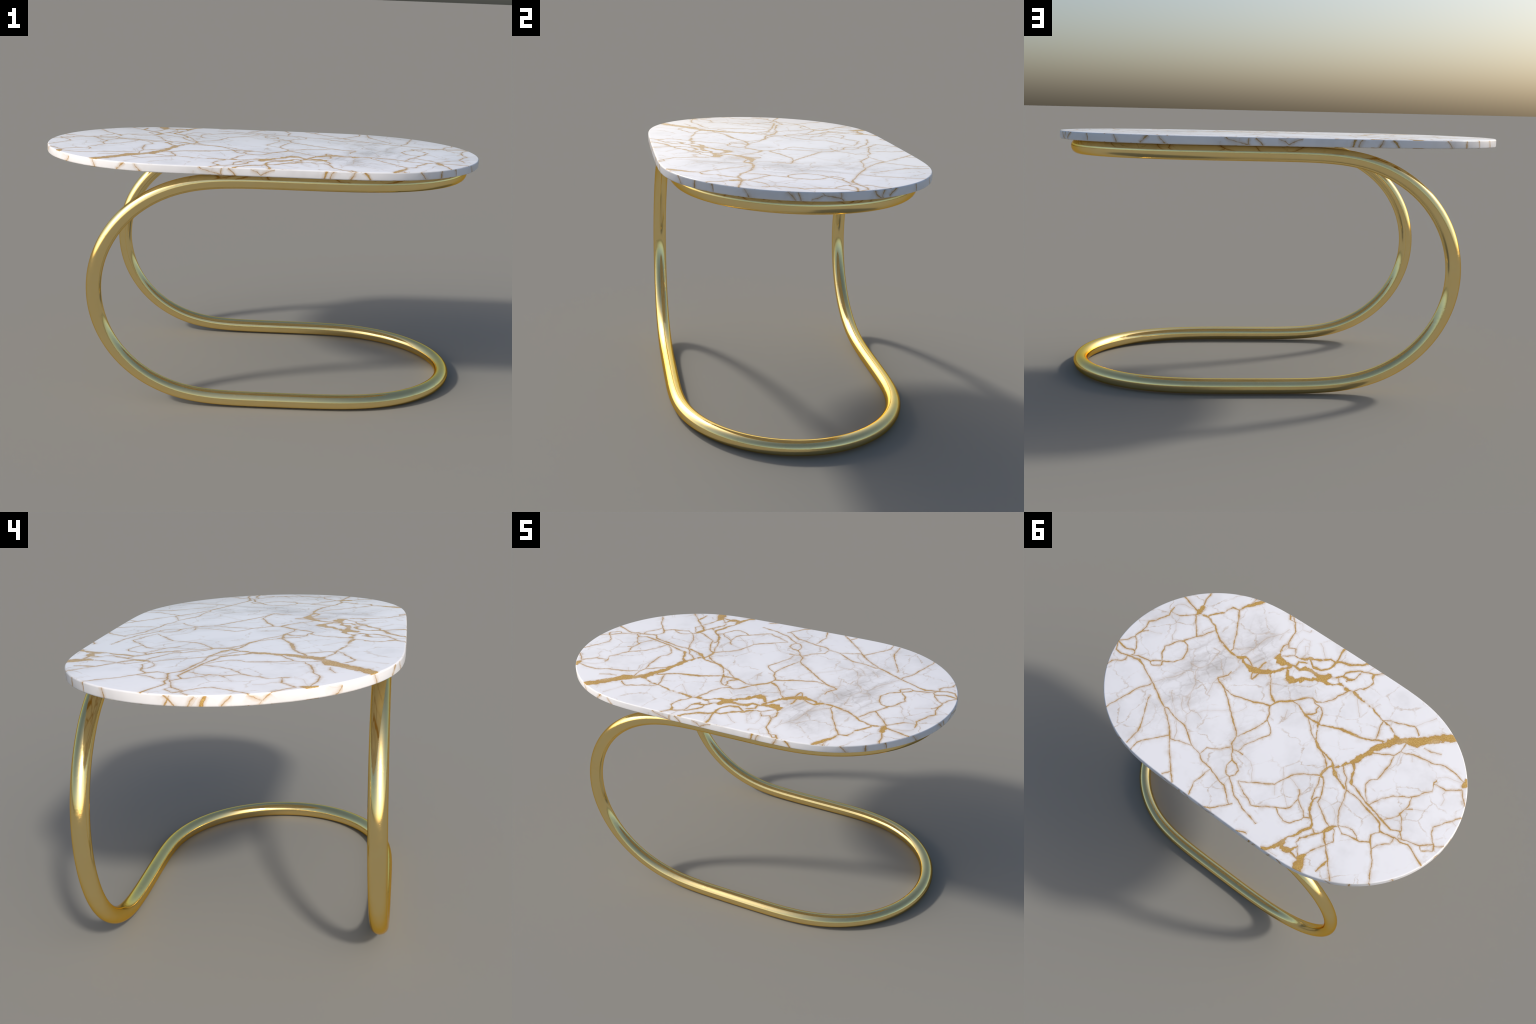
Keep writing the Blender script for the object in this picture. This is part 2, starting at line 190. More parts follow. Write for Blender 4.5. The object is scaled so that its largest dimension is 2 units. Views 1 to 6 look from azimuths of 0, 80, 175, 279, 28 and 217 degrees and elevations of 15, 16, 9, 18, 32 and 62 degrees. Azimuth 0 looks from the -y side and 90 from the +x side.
    ("gold", (23, 376, 4.4), (-12, 401, 4.4), (-47, 432, 4.4), (-55, 439, 4.4), (-89, 444, 4.3), (-129, 464, 4.3), (-173, 475, 4.3), (-209, 484, 4.3), (-234, 487, 4.3)),
    ("faint", (19, 425, 3.4), (22, 389, 3.4), (17, 381, 3.4)),
    ("faint", (57, 421, 3.4), (55, 414, 3.4), (41, 380, 3.4), (39, 373, 3.4)),
    ("gold", (106, 250, 4.0), (77, 241, 4.0), (47, 237, 4.0)),
    ("faint", (38, 110, 3.5), (22, 115, 3.5)),
    ("faint", (155, 161, 4.1), (120, 182, 4.0), (76, 195, 4.0)),
    ("faint", (47, 237, 4.0), (-5, 246, 4.0), (-39, 273, 3.9), (-72, 321, 3.9), (-82, 335, 3.9)),
    ("gold", (-28, 365, 2.4), (-31, 373, 2.4), (-88, 400, 3.9), (-122, 412, 3.9), (-152, 430, 3.8), (-185, 410, 3.8), (-219, 387, 3.8), (-259, 364, 5.3), (-295, 336, 3.8)),
    ("faint", (-175, 272, 3.9), (-210, 316, 3.9)),
    ("faint", (-153, 177, 4.4), (-188, 215, 4.4), (-215, 260, 4.4), (-262, 301, 4.3), (-297, 331, 4.3)),
    ("gold", (287, 570, 3.9), (269, 541, 3.9), (269, 528, 3.9)),
    ("gold", (117, 572, 3.9), (131, 521, 3.9), (139, 501, 3.9), (131, 468, 3.9), (129, 427, 2.5), (119, 398, 2.5)),
    ("gold", (-178, 577, 6.6), (-213, 560, 6.6), (-234, 557, 3.3)),
    ("faint", (-357, 549, 4.2), (-370, 562, 4.2), (-413, 559, 4.1)),
]
# Veins on the rim: (distance along the face mm, height mm, width mm).
RIM_VEINS = [
    ("long", "gold", (-722, 1096, 5.2), (-707, 1058, 5.1)),
    ("long", "gold", (-579, 1094, 4.3), (-610, 1060, 4.5)),
    ("long", "gold", (-537, 1095, 5.0), (-526, 1080, 4.9), (-508, 1059, 4.9)),
    ("long", "gold", (-270, 1095, 3.9), (-241, 1081, 3.9), (-213, 1074, 3.9), (-173, 1067, 3.9)),
    ("long", "gold", (-174, 1091, 3.2), (-175, 1073, 3.2), (-163, 1058, 3.2)),
    ("long", "faint", (-209, 1090, 3.2), (-211, 1072, 3.2)),
    ("long", "faint", (-288, 1075, 3.9), (-287, 1059, 3.9)),
    ("long", "gold", (-144, 1092, 4.7), (-126, 1079, 4.7), (-111, 1060, 4.7)),
    ("long", "gold", (-51, 1091, 3.7), (-28, 1078, 3.7), (-7, 1065, 3.7), (15, 1080, 3.7), (47, 1093, 3.7)),
    ("long", "gold", (267, 1095, 12.3), (250, 1055, 12.3)),
    ("long", "gold", (297, 1094, 4.9), (285, 1080, 4.9), (279, 1057, 4.9)),
    ("long", "gold", (378, 1094, 4.1), (375, 1077, 4.1), (362, 1056, 4.1)),
    ("long", "gold", (418, 1095, 9.9), (433, 1080, 9.9), (448, 1058, 9.9)),
    ("long", "gold", (661, 1094, 5.9), (691, 1059, 6.2)),
    ("long", "gold", (758, 1093, 7.1), (756, 1059, 7.1)),
    ("left", "gold", (321, 1096, 4.6), (310, 1058, 4.6)),
    ("left", "gold", (107, 1095, 6.2), (94, 1083, 6.0), (83, 1071, 6.0), (73, 1058, 5.9)),
    ("left", "gold", (94, 1083, 3.5), (107, 1058, 3.5)),
    ("left", "gold", (84, 1096, 2.4), (94, 1085, 2.5)),
    ("left", "gold", (16, 1091, 4.7), (30, 1075, 4.8), (36, 1058, 4.8)),
    ("left", "faint", (5, 1092, 2.3), (25, 1065, 2.4)),
    ("left", "gold", (-18, 1095, 16.2), (-8, 1077, 16.3), (-4, 1057, 16.6)),
    ("left", "gold", (-90, 1095, 3.2), (-75, 1079, 3.2), (-59, 1059, 3.2)),
    ("left", "gold", (-134, 1096, 2.3), (-151, 1087, 2.3), (-175, 1075, 2.3), (-168, 1065, 2.3), (-163, 1058, 2.3)),
    ("left", "gold", (-201, 1092, 2.3), (-177, 1074, 2.3)),
    ("left", "gold", (-394, 1083, 3.1), (-381, 1067, 3.0), (-364, 1057, 2.9)),
    ("left", "faint", (-350, 1094, 2.2), (-374, 1085, 2.4), (-394, 1082, 2.5)),
    ("right", "gold", (-292, 1095, 4.2), (-273, 1057, 4.1)),
    ("right", "gold", (-145, 1096, 4.3), (-126, 1078, 4.3), (-111, 1056, 4.3)),
    ("right", "gold", (-106, 1096, 3.4), (-93, 1057, 3.5)),
    ("right", "gold", (-57, 1069, 3.5), (-5, 1082, 3.5), (54, 1070, 3.7), (79, 1047, 3.8)),
    ("right", "gold", (-20, 1095, 3.5), (-5, 1082, 3.5)),
    ("right", "gold", (52, 1094, 3.2), (54, 1070, 3.2)),
    ("right", "gold", (185, 1096, 4.8), (198, 1073, 5.0), (219, 1062, 5.3), (230, 1059, 5.3)),
    ("right", "gold", (234, 1095, 4.8), (224, 1069, 4.7), (230, 1059, 4.7)),
    ("right", "gold", (290, 1095, 6.1), (266, 1078, 5.6), (256, 1067, 5.5)),
    ("long", "gold", (826, 1096, 6.0), (836, 1058, 6.0)),
    ("right", "gold", (390, 1096, 5.0), (396, 1058, 5.0)),
]
RIM_SHIFT = {"long": 4000, "left": 6000, "right": 8000}   # where each rim face sits in pattern space


# ------------------------------------------------------------------ small node helpers
class Tree:
    def __init__(self, name):
        self.mat = bpy.data.materials.new(name)
        self.mat.use_nodes = True
        self.t = self.mat.node_tree
        self.bsdf = self.t.nodes["Principled BSDF"]

    def node(self, kind, **props):
        n = self.t.nodes.new(kind)
        for k, v in props.items():
            setattr(n, k, v)
        return n

    def put(self, socket, value):
        if isinstance(value, bpy.types.NodeSocket):
            self.t.links.new(value, socket)
        else:
            socket.default_value = value

    def math(self, op, a, b=None, c=None, clamp=False):
        n = self.node("ShaderNodeMath", operation=op, use_clamp=clamp)
        for i, v in enumerate((a, b, c)):
            if v is not None:
                self.put(n.inputs[i], v)
        return n.outputs[0]

    def vmath(self, op, a, b=None, c=None):
        n = self.node("ShaderNodeVectorMath", operation=op)
        for i, v in enumerate((a, b, c)):
            if v is not None:
                self.put(n.inputs[i], v)
        return n.outputs["Value" if op in ("DOT_PRODUCT", "LENGTH", "DISTANCE") else "Vector"]

    def ramp(self, value, lo, hi, a, b, smooth=True):
        n = self.node("ShaderNodeMapRange", interpolation_type="SMOOTHSTEP" if smooth else "LINEAR")
        for i, v in enumerate((value, lo, hi, a, b)):
            self.put(n.inputs[i], v)
        return n.outputs[0]

    def mix(self, fac, a, b):
        n = self.node("ShaderNodeMix", data_type="RGBA")
        self.put(n.inputs["Factor"], fac)
        self.put(n.inputs[6], a)
        self.put(n.inputs[7], b)
        return n.outputs[2]

    def noise(self, vec, scale, detail=3.0, rough=0.55, lac=2.0):
        n = self.node("ShaderNodeTexNoise")
        self.put(n.inputs["Vector"], vec)
        n.inputs["Scale"].default_value = scale
        n.inputs["Detail"].default_value = detail
        n.inputs["Roughness"].default_value = rough
        n.inputs["Lacunarity"].default_value = lac
        return n


# ------------------------------------------------------------------ vein curves as node masks
REACH = 0.08          # width curves run 0..1 for 0..REACH metres
SOFT = 0.0022         # width lost past the ends of a spine


def pieces(points):
    """Cut a spine where it turns back, so that each piece is a function along its own chord."""
    pts = [np.array(p, float) * 0.001 for p in points]
    out, i = [], 0
    while i < len(pts) - 1:
        j = i + 1
        while j + 1 < len(pts):
            chain = pts[i:j + 2]
            chord = (chain[-1] - chain[0])[:2]
            if np.linalg.norm(chord) < 1e-6:
                break
            chord = chord / np.linalg.norm(chord)
            if any((b - a)[:2] @ chord < 0.5 * np.linalg.norm((b - a)[:2]) for a, b in zip(chain, chain[1:])):
                break
            j += 1
        out.append(pts[i:j + 1])
        i = j
    return out


def set_curve(node, xy):
    cm = node.mapping
    cm.use_clip = False
    c = cm.curves[0]
    while len(c.points) < len(xy):
        c.points.new(0.5, 0.5)
    for p, (x, y) in zip(c.points, xy):
        p.location = (x, y)
        p.handle_type = "VECTOR"
    cm.update()


def vein_distance(tr, pos, piece):
    """Signed distance (m) from the vein's edge: below 0 inside the vein."""
    a, b = piece[0][:2], piece[-1][:2]
    length = float(np.linalg.norm(b - a))
    d = (b - a) / length
    n = np.array([-d[1], d[0]])
    cap = 0.006
    run = length + 2 * cap
    s = [(float((p[:2] - a) @ d) + cap) / run for p in piece]
    t = [float((p[:2] - a) @ n) for p in piece]
    span = max(0.004, 2.2 * max(abs(v) for v in t))
    along = tr.math("ADD", tr.vmath("DOT_PRODUCT", pos, (d[0] / run, d[1] / run, 0)), float((cap - a @ d) / run))
    across = tr.math("SUBTRACT", tr.vmath("DOT_PRODUCT", pos, (n[0], n[1], 0)), float(a @ n))
    spine = tr.node("ShaderNodeFloatCurve")
    set_curve(spine, [(0, 0.5)] + [(x, 0.5 + y / span) for x, y in zip(s, t)] + [(1, 0.5)])
    tr.put(spine.inputs["Value"], along)
    # half width, corrected for the slope of the spine against its chord
    w = []
    for k, p in enumerate(piece):
        lo, hi = max(k - 1, 0), min(k + 1, len(piece) - 1)
        ds, dt = (s[hi] - s[lo]) * run, t[hi] - t[lo]
        w.append(0.5 * float(p[2]) * math.hypot(1, dt / max(ds, 1e-4)))
    width = tr.node("ShaderNodeFloatCurve")
    set_curve(width, [(0, 0)] + [(x, (v + 0.03) / (REACH + 0.03)) for x, v in zip(s, w)] + [(1, 0)])
    tr.put(width.inputs["Value"], along)
    off = tr.math("ABSOLUTE", tr.math("SUBTRACT", across, tr.math("MULTIPLY_ADD", spine.outputs[0], span, -0.5 * span)))
    return tr.math("SUBTRACT", off, tr.math("MULTIPLY_ADD", width.outputs[0], REACH + 0.03, -0.03))


def marble(name, veins, rim):
    tr = Tree(name)
    geo = tr.node("ShaderNodeTexCoord")
    obj = geo.outputs["Object"]
    if rim:
        sep = tr.node("ShaderNodeSeparateXYZ")
        tr.put(sep.inputs[0], obj)
        nrm = tr.node("ShaderNodeSeparateXYZ")
        tr.put(nrm.inputs[0], geo.outputs["Normal"])
        side = tr.math("GREATER_THAN", tr.math("ABSOLUTE", nrm.outputs[1]), tr.math("ABSOLUTE", nrm.outputs[0]))
        # long faces run along x (mirrored on the far side), the ends along y
        back = tr.math("GREATER_THAN", nrm.outputs[1], 0.0)
        q_long = tr.math("MULTIPLY", sep.outputs[0], tr.math("MULTIPLY_ADD", back, -2.0, 1.0))
        right = tr.math("GREATER_THAN", nrm.outputs[0], 0.0)
        shift_end = tr.math("MULTIPLY_ADD", right, (RIM_SHIFT["right"] - RIM_SHIFT["left"]) * 0.001, RIM_SHIFT["left"] * 0.001)
        mixq = tr.node("ShaderNodeMix")
        tr.put(mixq.inputs[0], side); tr.put(mixq.inputs[2], sep.outputs[1]); tr.put(mixq.inputs[3], q_long)
        mixs = tr.node("ShaderNodeMix")
        tr.put(mixs.inputs[0], side); tr.put(mixs.inputs[2], shift_end); tr.put(mixs.inputs[3], RIM_SHIFT["long"] * 0.001)
        comb = tr.node("ShaderNodeCombineXYZ")
        tr.put(comb.inputs[0], mixq.outputs[0])
        tr.put(comb.inputs[1], tr.math("ADD", sep.outputs[2], mixs.outputs[0]))
        base = comb.outputs[0]
    else:
        base = tr.vmath("MULTIPLY", obj, (1, 1, 0))

    # ragged, wandering edges: three sizes of displacement of the pattern
    pos = base
    for scale, size, detail in ((15.0, 0.014, 1.0), (48.0, 0.0075, 2.0), (140.0, 0.0026, 1.0)):
        n = tr.noise(base, scale, detail, 0.6)
        pos = tr.vmath("MULTIPLY_ADD", tr.vmath("SUBTRACT", n.outputs["Color"], (0.5, 0.5, 0.5)), (size, size, 0), pos)

    rag = tr.noise(base, 36.0, 2.0, 0.5)
    crumble = tr.math("MULTIPLY_ADD", rag.outputs["Fac"], 0.019, -0.0095)
    lowest = {"gold": None, "faint": None, "gap": None}
    for kind, *points in veins:
        for piece in pieces(points):
            d = vein_distance(tr, pos, piece)
            broad = max(p[2] for p in piece)
            if broad > 0.028:                         # broad bodies break up into flecks and islands
                d = tr.math("MULTIPLY_ADD", crumble, 1.7, d)
            elif broad > 0.016:                       # medium ones have a crumbled outline
                d = tr.math("ADD", d, crumble)
            lowest[kind] = d if lowest[kind] is None else tr.math("MINIMUM", lowest[kind], d)
    gold = lowest["gold"] if lowest["gold"] is not None else 1.0
    faint = lowest["faint"] if lowest["faint"] is not None else 1.0

    # thickness wanders along every vein; "gap" spines cut white islands out of the gold
    swell = tr.noise(base, 26.0, 2.0, 0.6)
    if lowest["gold"] is not None:
        gold = tr.math("ADD", gold, tr.math("MULTIPLY_ADD", swell.outputs["Fac"], 0.0085, -0.0045))
    if lowest["gap"] is not None:
        gold = tr.math("MAXIMUM", gold, tr.math("MULTIPLY", lowest["gap"], -1.0))
    fine = tr.noise(base, 240.0, 2.0, 0.7)
    grain = tr.noise(base, 190.0, 3.0, 0.8)
    vary = tr.noise(base, 9.0, 2.0)
    cloud = tr.noise(base, 3.2, 5.0, 0.6)
    mottle = tr.noise(pos, 21.0, 4.0, 0.6)

    # stone: cool white with slight clouding
    stone = tr.mix(tr.ramp(cloud.outputs["Fac"], 0.44, 0.74, 0.0, 1.0), STONE_WHITE, STONE_CLOUD)
    if not rim:
        # the smoky band of hairline grey towards the cantilevered end
        reach = None
        for centre, angle, shape, weight in SMOKE:
            turned = tr.node("ShaderNodeVectorRotate", rotation_type="Z_AXIS")
            tr.put(turned.inputs["Vector"], tr.vmath("SUBTRACT", pos, centre))
            turned.inputs["Angle"].default_value = -math.radians(angle)
            far = tr.vmath("LENGTH", tr.vmath("DIVIDE", turned.outputs[0], shape))
            part = tr.ramp(far, 0.05, 1.0, weight, 0.0)
            reach = part if reach is None else tr.math("MAXIMUM", reach, part)
        streak = tr.node("ShaderNodeVectorRotate", rotation_type="Z_AXIS")
        tr.put(streak.inputs["Vector"], pos)
        streak.inputs["Angle"].default_value = -math.radians(64)
        smoke = tr.noise(tr.vmath("MULTIPLY", streak.outputs[0], (0.55, 1.5, 0)), 11.0, 6.0, 0.62)
        warp = tr.vmath("MULTIPLY_ADD", tr.vmath("SUBTRACT", smoke.outputs["Color"], (0.5, 0.5, 0.5)), (0.10, 0.10, 0), pos)
        crack = tr.node("ShaderNodeTexVoronoi", feature="DISTANCE_TO_EDGE", voronoi_dimensions="2D")
        crack.inputs["Scale"].default_value = 13.0
        tr.put(crack.inputs["Vector"], warp)
        thread = tr.ramp(crack.outputs["Distance"], 0.0, 0.09, 1.0, 0.0)
        amount = tr.math("MULTIPLY", reach, tr.math("MULTIPLY_ADD", thread, 0.32, tr.ramp(smoke.outputs["Fac"], 0.34, 0.74, 0.05, 0.80)), clamp=True)
        stone = tr.mix(amount, stone, STONE_SMOKE)
        # thin stray cracks in patches all over the slab
        stray = tr.node("ShaderNodeTexVoronoi", feature="DISTANCE_TO_EDGE", voronoi_dimensions="2D")
        stray.inputs["Scale"].default_value = 6.5
        tr.put(stray.inputs["Vector"], warp)
        hair = tr.ramp(stray.outputs["Distance"], 0.0, 0.038, 1.0, 0.0)
        hair = tr.math("MULTIPLY", hair, tr.math("MULTIPLY", tr.ramp(cloud.outputs["Fac"], 0.40, 0.58, 0.0, 0.62), tr.ramp(mottle.outputs["Fac"], 0.36, 0.60, 0.15, 1.0)))
        stone = tr.mix(hair, stone, FAINT_VEIN)

    # faint grey-brown threads and their breath of colour
    f_core = tr.ramp(faint, -0.0022, 0.0018, 1.0, 0.0)
    f_glow = tr.ramp(faint, -0.001, 0.018, 0.26, 0.0)
    f_amt = tr.math("MULTIPLY", tr.math("MAXIMUM", f_core, f_glow), tr.ramp(vary.outputs["Fac"], 0.3, 0.65, 0.25, 0.62))
    col = tr.mix(f_amt, stone, FAINT_VEIN)
    # warm stain around the gold, then the gold itself with browner edges and speckle
    haze = tr.math("MULTIPLY", tr.ramp(gold, 0.0, 0.045, 0.30, 0.0), tr.ramp(mottle.outputs["Fac"], 0.42, 0.66, 0.0, 1.0))
    col = tr.mix(haze, col, HAZE)
    halo = tr.math("MULTIPLY", tr.ramp(gold, -0.001, 0.0125, 0.72, 0.0), tr.ramp(vary.outputs["Fac"], 0.3, 0.66, 0.50, 1.0))
    col = tr.mix(halo, col, HALO)
    edge = tr.math("MULTIPLY_ADD", tr.math("SUBTRACT", fine.outputs["Fac"], 0.5), 0.0026, tr.math("ADD", gold, 0.0002))
    body = tr.mix(tr.ramp(grain.outputs["Fac"], 0.36, 0.64, 0.0, 1.0), GOLD_DARK, GOLD_LIGHT)
    body = tr.mix(tr.ramp(mottle.outputs["Fac"], 0.44, 0.70, 0.0, 0.45), body, GOLD_EDGE)
    body = tr.mix(tr.ramp(edge, -0.0040, -0.0004, 0.0, 0.75), body, GOLD_EDGE)
    solid = tr.math("MULTIPLY", tr.ramp(edge, -0.0022, 0.0019, 1.0, 0.0), tr.ramp(vary.outputs["Fac"], 0.28, 0.5, 0.82, 1.0))
    col = tr.mix(solid, col, body)
    tr.put(tr.bsdf.inputs["Base Color"], col)
    tr.bsdf.inputs["Roughness"].default_value = 0.24
    tr.bsdf.inputs["Specular IOR Level"].default_value = 0.16
    return tr.mat


STONE_WHITE = (0.805, 0.803, 0.822, 1)
STONE_CLOUD = (0.690, 0.685, 0.695, 1)
STONE_SMOKE = (0.420, 0.385, 0.355, 1)
FAINT_VEIN = (0.470, 0.340, 0.215, 1)
HAZE = (0.560, 0.490, 0.430, 1)
HALO = (0.600, 0.470, 0.335, 1)
GOLD_DARK = (0.400, 0.235, 0.060, 1)
GOLD_LIGHT = (0.610, 0.405, 0.135, 1)
GOLD_EDGE = (0.380, 0.220, 0.080, 1)
# centre, direction (degrees) and half axes of the smoky patches
SMOKE = [((0.53, -0.09, 0), 68, (0.33, 0.22, 1), 1), ((0.37, -0.29, 0), -55, (0.30, 0.16, 1), 0.9),
         ((0.54, 0.14, 0), 100, (0.40, 0.22, 1), 0.7), ((0.12, -0.20, 0), 15, (0.36, 0.12, 1), 0.6), ((0.10, 0.22, 0), 110, (0.34, 0.13, 1), 0.45)]


def brass():
    tr = Tree("polished_brass")
    tex = tr.node("ShaderNodeTexCoord").outputs["Object"]
    smear = tr.noise(tex, 14.0, 4.0, 0.6)
    scuff = tr.noise(tex, 90.0, 3.0, 0.7)
    wear = tr.ramp(smear.outputs["Fac"], 0.52, 0.75, 0.0, 1.0)
    tr.put(tr.bsdf.inputs["Base Color"], tr.mix(tr.ramp(smear.outputs["Fac"], 0.3, 0.7, 0.0, 1.0), BRASS_A, BRASS_B))
    tr.bsdf.inputs["Metallic"].default_value = 1.0
    tr.bsdf.inputs["Specular Tint"].default_value = BRASS_EDGE
    tr.put(tr.bsdf.inputs["Roughness"], tr.math("MULTIPLY_ADD", wear, 0.07, 0.13))
    bump = tr.node("ShaderNodeBump")
    bump.inputs["Strength"].default_value = 0.22
    bump.inputs["Distance"].default_value = 0.002
    tr.put(bump.inputs["Height"], tr.math("MULTIPLY", wear, scuff.outputs["Fac"]))
    tr.put(tr.bsdf.inputs["Normal"], bump.outputs[0])
    return tr.mat


BRASS_A = (1.000, 0.800, 0.365, 1)
BRASS_EDGE = (1.0, 0.70, 0.22, 1)   # grazing reflections turn orange
BRASS_B = (1.000, 0.775, 0.335, 1)


# ------------------------------------------------------------------ geometry
def add_object(name, mesh, parent):
    ob = bpy.data.objects.new(name, mesh)
    bpy.context.scene.collection.objects.link(ob)
    ob.parent = parent
    return ob


STRIPS = [-0.75, -0.45, -0.15, 0.15, 0.45, 0.75]      # the slab faces are cut here so each piece carries only its own veins


def eased(raw, ease, count):
    """Resample a closed outline evenly and soften its changes of curvature (Gaussian along the length)."""
    step = np.linalg.norm(np.roll(raw, -1, 0) - raw, axis=1)
    arc = np.r_[0, np.cumsum(step)]
    u = np.linspace(0, arc[-1], count, endpoint=False)
    pts = np.stack([np.interp(u, arc, np.r_[raw[:, k], raw[0, k]]) for k in range(raw.shape[1])], 1)
    freq = np.fft.fftfreq(count, arc[-1] / count)
    gain = np.exp(-2 * (math.pi * freq * ease) ** 2)
    return np.fft.ifft(np.fft.fft(pts, axis=0) * gain[:, None], axis=0).real


def stadium(inset, quarter=90):
    """Outline of the top, counter-clockwise from the +x side of the lower long edge, mirror symmetric."""
    t = np.linspace(0, math.pi, 121)
    c = TOP_HALF_LENGTH - TOP_END_DEPTH
    end = np.c_[c + TOP_END_DEPTH * np.sin(t), -TOP_HALF_WIDTH * np.cos(t)]
    ring = eased(np.r_[end, -end], TOP_EASE, 4000)
    ring[:, 0] *= TOP_HALF_LENGTH / np.abs(ring[:, 0]).max()
    ring[:, 1] *= 1 + TOP_BELLY * (1 - ring[:, 0] ** 2)
    ring[:, 1] *= TOP_HALF_WIDTH / np.abs(ring[:, 1]).max()
    # one quadrant by even steps of arc, mirrored, so opposite points pair up exactly
    quad = ring[(ring[:, 0] >= 0) & (ring[:, 1] >= 0)]
    quad = quad[np.argsort(np.arctan2(quad[:, 1], quad[:, 0]))]
    tan = np.gradient(quad, axis=0)
    nrm = np.c_[tan[:, 1], -tan[:, 0]] / np.linalg.norm(tan, axis=1, keepdims=True)
    arc = np.r_[0, np.cumsum(np.linalg.norm(np.diff(quad, axis=0), axis=1))]
    u = np.linspace(0, arc[-1], quarter + 1)[:-1] + 0.5 * arc[-1] / quarter
    q = quad - inset * nrm
    q = np.stack([np.interp(u, arc, q[:, k]) for k in range(2)], 1)
    full = np.r_[q, q[::-1] * (-1, 1), q * (-1, -1), q[::-1] * (1, -1)]
    return [tuple(p) for p in full]


def make_top(parent):
    rings, b = [], TOP_ROUNDING
    for k in range(6):
        a = math.pi / 2 * k / 5
        rings.append((b * (1 - math.sin(a)), TOP_Z - b + b * math.cos(a)))
    for k in range(6):
        a = math.pi / 2 * k / 5
        rings.append((b * (1 - math.cos(a)), TOP_UNDER + b - b * math.sin(a)))
    verts, faces, mats = [], [], []
    for inset, z in rings:
        verts += [(x, y, z) for x, y in stadium(inset)]
    n = len(stadium(0))
    for i in range(len(rings) - 1):
        for j in range(n):
            k = (j + 1) % n
            faces.append((i * n + j, (i + 1) * n + j, (i + 1) * n + k, i * n + k))
            bevel = i < 3 or i >= len(rings) - 4      # the part of the rounding that faces up or down
            x = 0.5 * (verts[i * n + j][0] + verts[i * n + k][0])
            mats.append(sum(x > s for s in STRIPS) if bevel else len(STRIPS) + 1)
    # top and bottom caps, cut into strips along x
    outline = stadium(0)
    def cap(offset, flip):
        xs = [p[0] for p in outline]
        half = n // 2
        # pair points of the upper and lower half with equal x and bridge them
        right = list(range(0, n))
        upper = [j for j in right if outline[j][1] >= 0]
        lower = [j for j in right if outline[j][1] < 0]
        upper.sort(key=lambda j: -xs[j])
        lower.sort(key=lambda j: -xs[j])
        m = min(len(upper), len(lower))
        for a, b2 in zip(range(m - 1), range(1, m)):
            q = [offset + lower[a], offset + upper[a], offset + upper[b2], offset + lower[b2]]
            faces.append(tuple(q if not flip else q[::-1]))
            x = 0.5 * (xs[upper[a]] + xs[upper[b2]])
            mats.append(sum(x > s for s in STRIPS))
    cap(0, False)
    cap((len(rings) - 1) * n, True)
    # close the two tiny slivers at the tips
    me = bpy.data.meshes.new("tabletop")
    me.from_pydata(verts, [], faces)
    me.validate()
    for poly, m in zip(me.polygons, mats):
        poly.material_index = m
        poly.use_smooth = True
    edges = [-9.0] + STRIPS + [9.0]
    for lo, hi in zip(edges, edges[1:]):
        near = [v for v in TOP_VEINS if min(p[0] for p in v[1:]) < hi * 1000 + 30 and max(p[0] for p in v[1:]) > lo * 1000 - 30]
        me.materials.append(marble("veined_marble", near, False))
    rimmed = [(kind, *[(q, z + RIM_SHIFT[face], 0.72 * w) for q, z, w in pts]) for face, kind, *pts in RIM_VEINS]
    me.materials.append(marble("veined_marble_rim", rimmed, True))
    ob = add_object("tabletop", me, parent)
    return ob


def tube_path(count=840):
    """Closed centre line: base loop, bend, support ring, bend; eased like a bent pipe."""
    w, low, high = TUBE_HALF_WIDTH, TUBE_R, RING_Z
    rise = 0.5 * (high - low)
    t = np.linspace(0, math.pi, 61)

    def bend(y):
        return np.c_[BEND_START_X - BEND_DEPTH * np.sin(t), 0 * t + y, low + rise - rise * np.cos(t)]

    def loop(z, x):
        return np.c_[x + LOOP_DEPTH * np.sin(t), -w * np.cos(t), 0 * t + z]

    raw = np.r_[loop(low, LOOP_START_X), bend(w), loop(high, LOOP_START_X + RING_SHIFT)[::-1], bend(-w)[::-1]]
    pts = eased(raw, BEND_EASE, count)
    pts[:, 2] = np.maximum(pts[:, 2], low)
    return pts


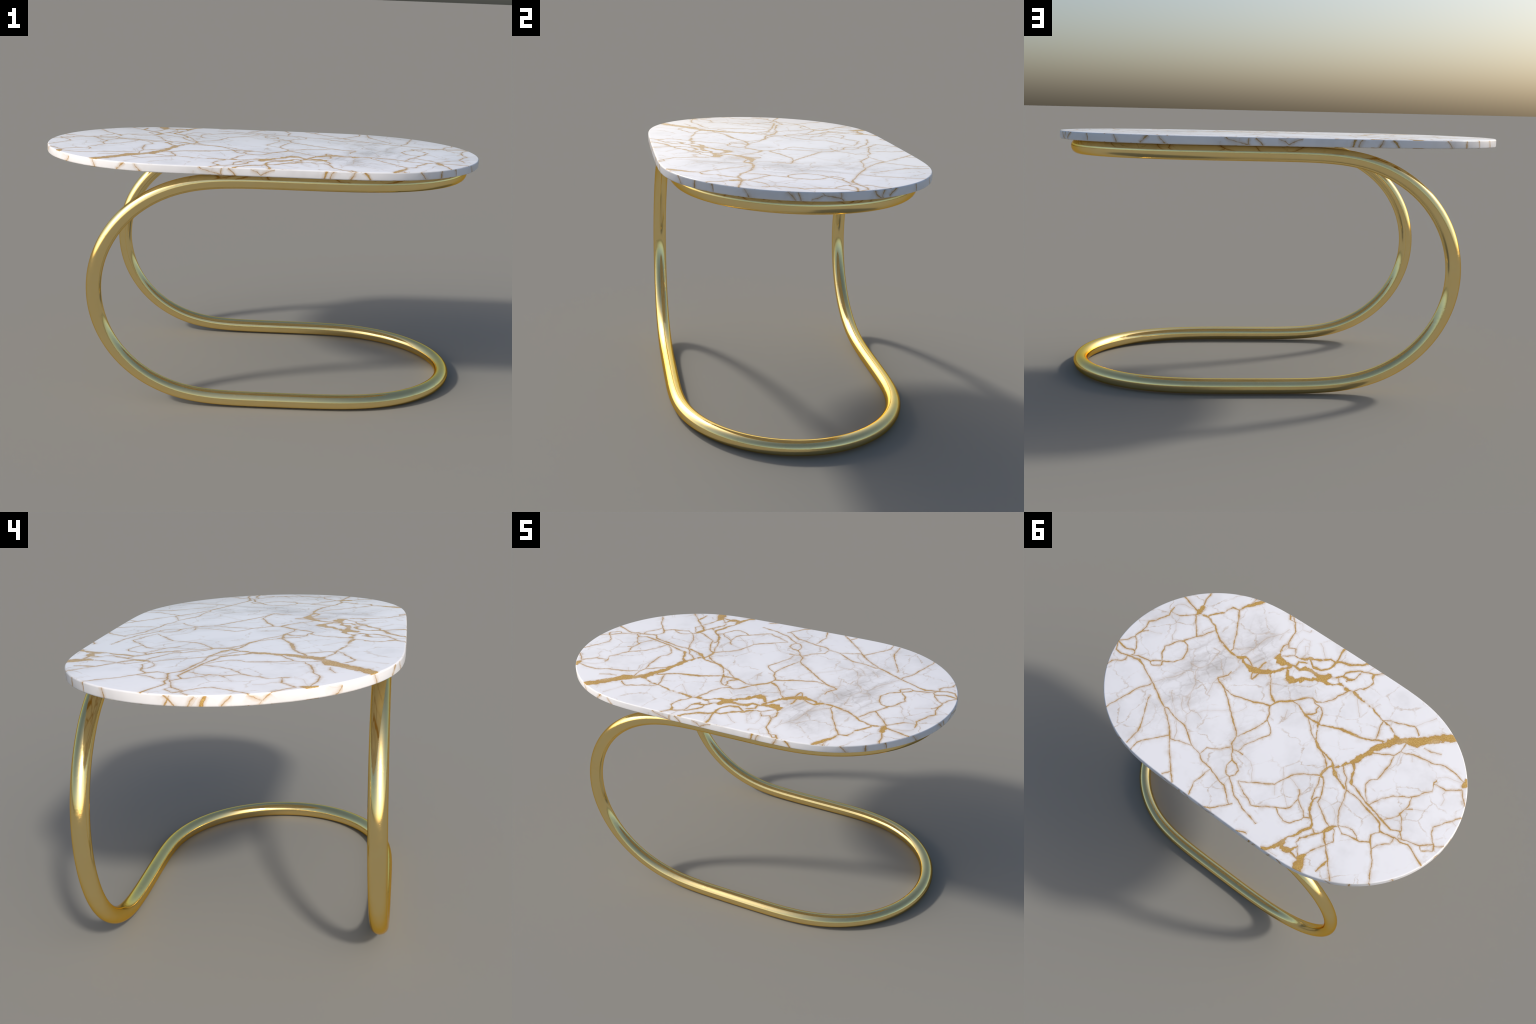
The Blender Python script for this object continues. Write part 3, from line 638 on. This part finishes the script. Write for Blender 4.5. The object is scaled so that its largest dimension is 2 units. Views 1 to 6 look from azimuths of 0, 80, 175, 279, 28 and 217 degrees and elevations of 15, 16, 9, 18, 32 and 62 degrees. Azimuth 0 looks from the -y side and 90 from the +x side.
def make_tube(parent, material, segments=48):
    """One continuous round tube, separated into its functional runs along shared rings."""
    path = tube_path()
    n = len(path)
    tan = np.roll(path, -1, 0) - np.roll(path, 1, 0)
    tan /= np.linalg.norm(tan, axis=1, keepdims=True)
    # frame carried along the path, its closing twist spread evenly
    axis = [np.array((0.0, 0.0, 1.0))]
    for i in range(1, n + 1):
        v = axis[-1] - tan[i % n] * (axis[-1] @ tan[i % n])
        axis.append(v / np.linalg.norm(v))
    a0, a1, t0 = axis[0], axis[n], tan[0]
    twist = math.atan2(np.cross(a1, a0) @ t0, a1 @ a0)
    rings = []
    for i in range(n):
        b = np.cross(tan[i], axis[i])
        ang = np.arange(segments) * math.tau / segments + twist * i / n
        rings.append(np.cos(ang)[:, None] * axis[i] + np.sin(ang)[:, None] * b)

    def kind(i):
        x, y, z = path[i]
        if x < BEND_START_X:
            return "leg_far" if y > 0 else "leg_near"
        return "support_ring" if z > 0.5 else "base_loop"

    kinds = [kind(i) for i in range(n)]
    # walk the closed path from a border so that every run is contiguous
    start = next(i for i in range(n) if kinds[i] != kinds[i - 1])
    order = [(start + k) % n for k in range(n)]
    runs, current = [], [order[0]]
    for i in order[1:]:
        current.append(i)
        if kinds[i] != kinds[current[0]]:
            runs.append(current)
            current = [i]
    current.append(order[0])
    runs.append(current)
    for run in runs:
        name = kinds[run[0]].split("_far")[0].split("_near")[0]
        verts, normals, faces = [], [], []
        for i in run:
            normals += [tuple(v) for v in rings[i]]
            verts += [tuple(path[i] + TUBE_R * v) for v in rings[i]]
        m = segments
        for r in range(len(run) - 1):
            for k in range(m):
                q = (k + 1) % m
                faces.append((r * m + k, r * m + q, (r + 1) * m + q, (r + 1) * m + k))
        me = bpy.data.meshes.new(name)
        me.from_pydata(verts, [], faces)
        me.polygons.foreach_set("use_smooth", [True] * len(me.polygons))
        me.update()
        f = me.polygons[0]
        if Vector(f.normal).dot(Vector(normals[f.vertices[0]])) < 0:
            me.flip_normals()
        me.normals_split_custom_set_from_vertices(normals)
        me.materials.append(material)
        add_object(name, me, parent)


def main():
    table = bpy.data.objects.new("side_table", None)
    bpy.context.scene.collection.objects.link(table)
    table["label"] = "oval white marble table on a bent gold tube frame"
    table["category"] = "side table"
    make_top(table)
    metal = brass()
    make_tube(table, metal)


main()
